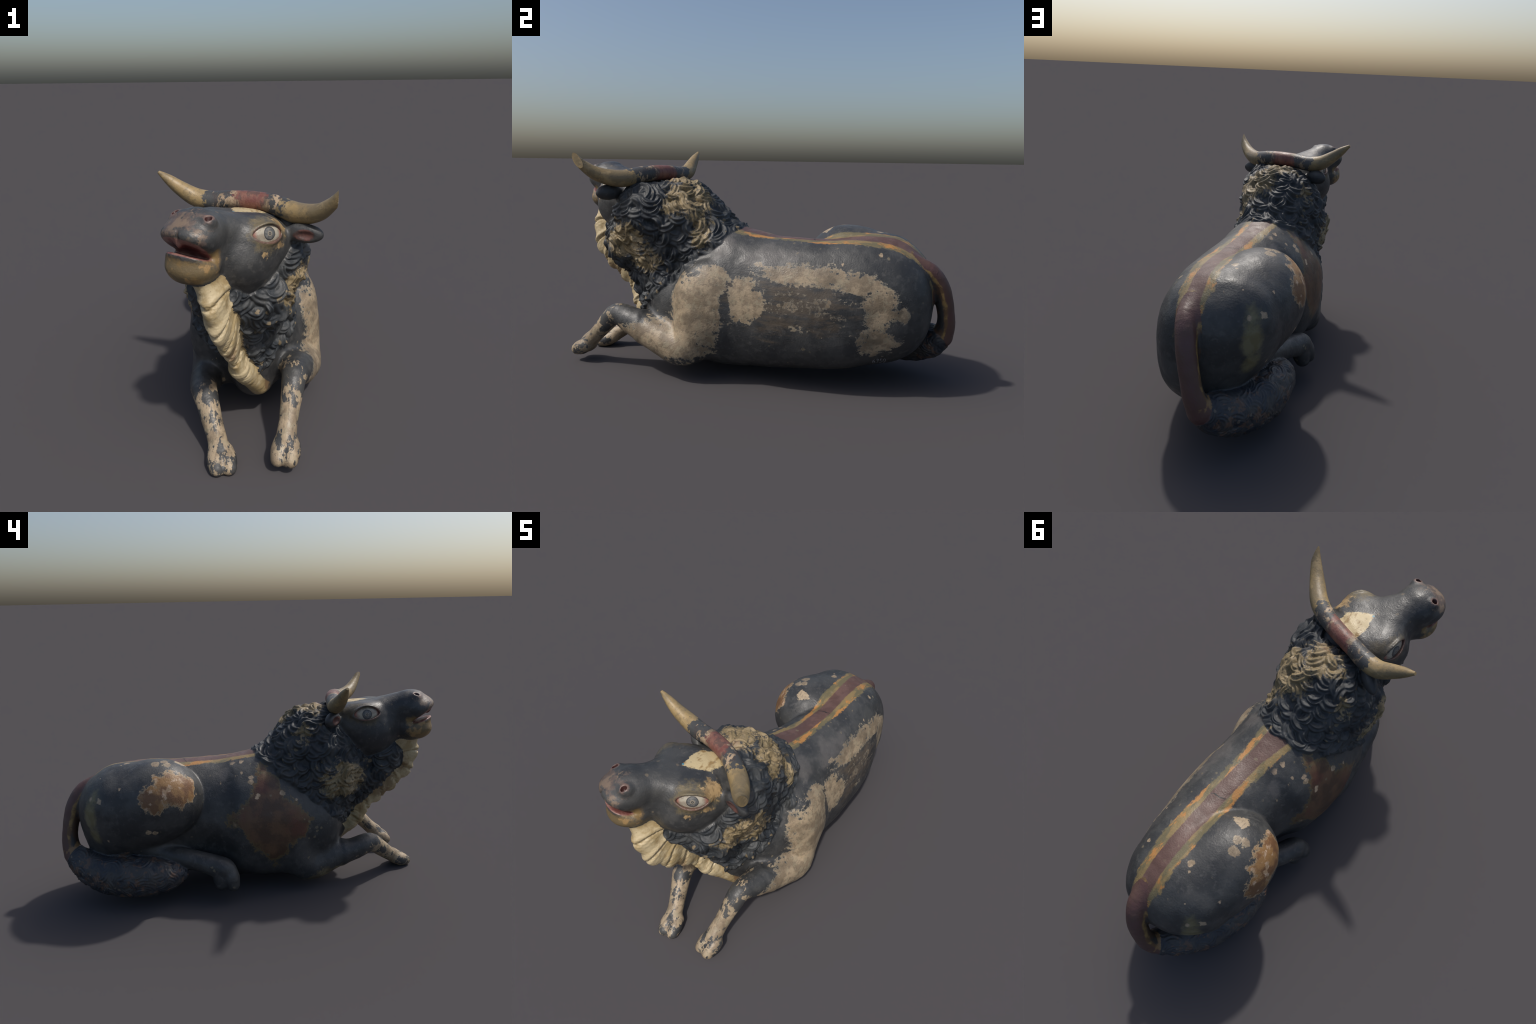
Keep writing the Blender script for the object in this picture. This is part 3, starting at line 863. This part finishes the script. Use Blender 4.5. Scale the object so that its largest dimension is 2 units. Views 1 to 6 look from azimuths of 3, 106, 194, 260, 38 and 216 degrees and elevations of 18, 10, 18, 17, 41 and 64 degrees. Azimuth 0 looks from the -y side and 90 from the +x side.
def tail_material():
    g = Nodes('tail_paint')
    c = g.mottle((0.035, 0.035, 0.036), (0.075, 0.045, 0.028), 14, 5)
    # red along the outer face, ochre rim beside it
    ax_y = g.curve(g.z, [(0.24, 0.942), (0.32, 0.956), (0.41, 0.945), (0.50, 0.918), (0.572, 0.865), (0.615, 0.78)])
    ax_x = g.curve(g.z, [(0.24, -0.052), (0.32, -0.028), (0.41, -0.008), (0.50, 0.014), (0.572, 0.036), (0.615, 0.045)])
    dx, dy = g.sub(g.x, ax_x), g.sub(g.y, ax_y)
    out = g.add(dy, g.mul(g.noise(20, 5, 0.6, (1, 1, 0.4)), 0.02))
    c = g.mix(g.step(out, -0.014, -0.002), c, g.mottle(OCHRE, (0.13, 0.075, 0.035), 20))
    c = g.mix(g.step(out, 0.004, 0.012), c, g.mottle(RED, (0.10, 0.05, 0.045), 12))
    t = g.ell((-0.06, 0.93, 0.265), (0.05, 0.05, 0.05))
    c = g.mix(g.step(g.add(t, g.mul(g.noise(28, 5), 0.9)), 0.1, 0.3), c, (0.24, 0.145, 0.065))
    return g.finish(c, 0.5, 0.3)

def horn_material():
    g = Nodes('horn_paint')
    c = g.mottle((0.31, 0.220, 0.100), (0.205, 0.155, 0.083), 9, 5)
    c = g.mix(g.mul(g.step(g.noise(20, 5, 0.6, (0.5, 1, 1)), 0.08, 0.25), 0.5), c, (0.37, 0.275, 0.145))
    c = g.mix(g.mul(g.step(g.noise(50, 4, 0.6), 0.12, 0.28), 0.4), c, (0.12, 0.095, 0.06))
    # paint creeping up from the bound middle
    b = g.vmax(g.ell((0.15, -0.55, 0.985), (0.055, 0.07, 0.08)), g.ell((-0.125, -0.455, 0.99), (0.050, 0.07, 0.08)))
    bt = g.add(b, g.mul(g.add(g.noise(22, 5, 0.65), g.mul(g.noise(60, 3), 0.4)), 1.2))
    c = g.mix(g.step(bt, 0.12, 0.3), c, SLATE_B)
    return g.finish(c, 0.45, 0.25)

def binding_material():
    g = Nodes('horn_binding_paint')
    n = g.add(g.noise(24, 5, 0.65, (1, 1, 0.6)), g.mul(g.noise(60, 4), 0.4))
    c = g.mix(g.step(n, -0.02, 0.08), SLATE_B, g.mottle((0.38, 0.28, 0.18), (0.22, 0.16, 0.10), 20))
    along = g.sub(g.m('ABSOLUTE', g.sub(g.x, 0.022)), 0.062)
    c = g.mix(g.step(g.add(along, g.mul(n, 0.05)), 0.012, -0.008), c, g.mottle((0.155, 0.056, 0.044), (0.20, 0.095, 0.068), 16, stretch=(1, 1, 0.4)))
    c = g.mix(g.mul(g.step(g.noise(38, 4, 0.6, (1, 0.6, 0.3), 2.0), 0.07, 0.2), 0.6), c, (0.06, 0.045, 0.04))
    return g.finish(c, 0.48, 0.35)

def eye_material():
    g = Nodes('eye_paint')
    ex, ey = g.add(g.x, -0.002), g.sub(g.y, 0.003)
    r = g.m('SQRT', g.add(g.mul(ex, ex), g.mul(ey, ey)))
    c = g.mottle((0.38, 0.345, 0.275), (0.28, 0.24, 0.185), 40)
    c = g.mix(g.step(g.m('ABSOLUTE', g.x), 0.044, 0.062), c, (0.30, 0.13, 0.10))
    iris = g.mottle((0.085, 0.088, 0.088), (0.15, 0.148, 0.14), 90, 3)
    c = g.mix(g.step(r, 0.0262, 0.0242), c, (0.045, 0.046, 0.048))
    c = g.mix(g.step(r, 0.0222, 0.0200), c, iris)
    c = g.mix(g.step(r, 0.0105, 0.0092), c, (0.23, 0.20, 0.155))
    c = g.mix(g.step(r, 0.0062, 0.0050), c, (0.055, 0.055, 0.055))
    c = g.mix(g.step(r, 0.0026, 0.0018), c, (0.20, 0.18, 0.15))
    return g.finish(c, 0.42, 0.15)

M_BODY, M_HEAD, M_EAR, M_MANE, M_DEW = body_material(), head_material(), ear_material(), mane_material(), dewlap_material()
M_TUFT, M_TAIL, M_HORN, M_BIND, M_EYE = tuft_material(), tail_material(), horn_material(), binding_material(), eye_material()
def ink_material():
    g = Nodes('inventory_ink')
    return g.finish(g.mottle((0.30, 0.31, 0.33), (0.16, 0.17, 0.18), 60), 0.6, 0.1)
M_INK = ink_material()

# ------------------------------------------------------------------ build objects
root = bpy.data.objects.new('ox_statue', None)
bpy.context.scene.collection.objects.link(root)
root['label'] = 'carved wooden ox lying down, dark worn paint'
root['category'] = 'ox statue'

def mesh_object(name, verts, faces, mat, normals=None, parent=None):
    me = bpy.data.meshes.new(name)
    me.from_pydata([tuple(v) for v in verts], [], [tuple(f) for f in faces])
    me.materials.append(mat)
    me.polygons.foreach_set('use_smooth', [True] * len(me.polygons))
    if normals is not None:
        me.normals_split_custom_set_from_vertices([tuple(n) for n in normals])
    me.update()
    ob = bpy.data.objects.new(name, me)
    bpy.context.scene.collection.objects.link(ob)
    ob.parent = parent or root
    return ob

def split_out(name, face_mask, mat, parent=None):
    q = Q[face_mask]
    if not len(q):
        return None
    ids, inv = np.unique(q, return_inverse=True)
    return mesh_object(name, V[ids], inv.reshape(-1, 4), mat, NRM[ids], parent)

FL = LAB[Q]
face_lab = np.where((FL[:, 0] == FL[:, 1]) | (FL[:, 0] == FL[:, 2]), FL[:, 0], FL[:, 3])
face_x = V[Q[:, 0], 0]
PART = {'torso': M_BODY, 'mane': M_MANE, 'dewlap': M_DEW, 'head': M_HEAD, 'forelimb_l': M_BODY, 'forelimb_r': M_BODY,
        'hindlimb': M_BODY, 'tail': M_TAIL, 'tail_tuft': M_TUFT}
made = {}
for g, mat in PART.items():
    made[g] = split_out(g.replace('_l', '').replace('_r', '') if g.startswith('fore') else g, face_lab == gi[g], mat)
for g, leg in (('hoof_a', 'forelimb_l'), ('hoof_b', 'forelimb_r'), ('hoof_c', 'hindlimb')):
    split_out('hoof', face_lab == gi[g], M_BODY, made[leg])
for s in (-1, 1):
    split_out('ear', (face_lab == gi['ear']) & (face_x * s > 0), M_EAR)

# --- horns: one bent bar across the poll; a bound middle and two horns, cut from one tube
HORN = [(-0.358, -0.440, 1.098, 0.007), (-0.318, -0.441, 1.068, 0.021), (-0.268, -0.442, 1.030, 0.031), (-0.205, -0.440, 0.992, 0.039),
        (-0.135, -0.452, 0.980, 0.041), (-0.050, -0.472, 0.988, 0.039), (0.035, -0.496, 0.990, 0.039), (0.125, -0.535, 0.982, 0.040),
        (0.215, -0.600, 0.963, 0.042), (0.288, -0.678, 0.982, 0.035), (0.338, -0.732, 1.028, 0.024), (0.375, -0.77, 1.082, 0.015)]
def horn_tube():
    C = catmull(HORN, 10)
    n = 32
    rings = []
    for i in range(len(C)):
        a, b = C[max(i - 1, 0), :3], C[min(i + 1, len(C) - 1), :3]
        t = unit(b - a)
        u = unit(np.cross(t, (0.3, 1, 0.2)))
        w = np.cross(t, u)
        ring = [C[i, :3] + C[i, 3] * (math.cos(x) * u + math.sin(x) * w) for x in np.linspace(0, 2 * math.pi, n, endpoint=False)]
        rings.append(ring)
    P = np.array(rings)
    flat = P.reshape(-1, 3)
    flat += (perlin(flat * 14) * 0.007 + perlin(flat * 45) * 0.0015)[:, None] * unit(flat - np.repeat(C[:, :3], n, 0) + 1e-9)
    P = flat.reshape(P.shape)
    # the left tip is sawn off flat, facing sideways
    lim = 0.356
    for c in range(n):
        first = np.argmax(P[:, c, 0] > lim)
        if P[first, c, 0] > lim:
            a, b = P[first - 1, c], P[first, c]
            P[first:, c] = a + (b - a) * (lim - a[0]) / (b[0] - a[0])
    return P, n
HP, HN = horn_tube()
def horn_normals(P):
    along = np.gradient(P, axis=0)
    around = np.roll(P, -1, 1) - np.roll(P, 1, 1)
    n = np.cross(around, along)
    n /= np.linalg.norm(n, axis=2)[:, :, None] + 1e-12
    out = P - P.mean(1)[:, None]
    return n * np.sign((n * out).sum(2).mean())
HNRM = horn_normals(HP)
TIP = int(np.argmax((HP[:, :, 0] > 0.3559).all(1))) or len(HP) - 1     # first ring lying wholly in the saw cut
def horn_piece(name, i0, i1, mat, cap=None):
    P = HP[i0:i1 + 1]
    vs, ns = list(P.reshape(-1, 3)), list(HNRM[i0:i1 + 1].reshape(-1, 3))
    fs = [(r * HN + c, r * HN + (c + 1) % HN, (r + 1) * HN + (c + 1) % HN, (r + 1) * HN + c) for r in range(len(P) - 1) for c in range(HN)]
    if cap is not None:                       # own ring of vertices, so the cut face keeps a crisp edge
        ring = P[0] if cap == 0 else P[-1]
        b0 = len(vs)
        d = unit(ring.mean(0) - (P[3] if cap == 0 else P[-6]).mean(0)) if cap == 0 else A(1, 0, 0)
        vs += list(ring) + [ring.mean(0) + d * (0.004 if cap == 0 else 0.0)]
        ns += [d] * (HN + 1)
        fs += [((b0 + (c + 1) % HN, b0 + c) if cap == 0 else (b0 + c, b0 + (c + 1) % HN)) + (b0 + HN,) for c in range(HN)]
    return mesh_object(name, vs, fs, mat, ns)
horn_piece('horn', 0, 41, M_HORN, 0)
horn_piece('horn_binding', 41, 73, M_BIND)
horn_piece('horn', 73, TIP, M_HORN, 1)

# --- eyes
for s, c, n, sl, up in EYES:
    vs, fs = [], []
    nu, nv = 40, 20
    for j in range(nv + 1):
        th = math.pi * j / nv / 2
        for i in range(nu):
            ph = 2 * math.pi * i / nu
            vs.append((0.072 * math.sin(th) * math.cos(ph), 0.046 * math.sin(th) * math.sin(ph), 0.034 * math.cos(th)))
    fs = [(j * nu + i, (j + 1) * nu + i, (j + 1) * nu + (i + 1) % nu, j * nu + (i + 1) % nu) for j in range(nv) for i in range(nu)]
    ob = mesh_object('eye', vs, fs, M_EYE)
    M = Matrix((tuple(sl), tuple(np.cross(n, sl)), tuple(n))).transposed().to_4x4()
    M.translation = Vector(c - n * 0.029)
    ob.matrix_world = M

# --- inventory number inked low on the flank, wrapped onto the surface
from mathutils.bvhtree import BVHTree
cu = bpy.data.curves.new('inventory_number', 'FONT')
cu.body = '6350'
cu.size = 0.030
cu.shear = 0.3
cu.extrude = 0.0
tmp = bpy.data.objects.new('inventory_number', cu)
bpy.context.scene.collection.objects.link(tmp)
bpy.context.view_layer.update()
me = bpy.data.meshes.new_from_object(tmp.evaluated_get(bpy.context.evaluated_depsgraph_get()))
bpy.data.objects.remove(tmp)
tm = made['torso'].data
bvh = BVHTree.FromPolygons([v.co for v in tm.vertices], [tuple(p.vertices) for p in tm.polygons])
for v in me.vertices:
    o = Vector((0.8, 0.634 + v.co.x, 0.352 + v.co.y + 0.15 * v.co.x))
    hit = bvh.ray_cast(o, Vector((-0.93, 0.0, -0.30)))
    if hit[0] is not None:
        v.co = hit[0] + hit[1] * 0.0012
ob = bpy.data.objects.new('inventory_number', me)
me.materials.clear()
me.materials.append(M_INK)
bpy.context.scene.collection.objects.link(ob)
ob.parent = made['torso']
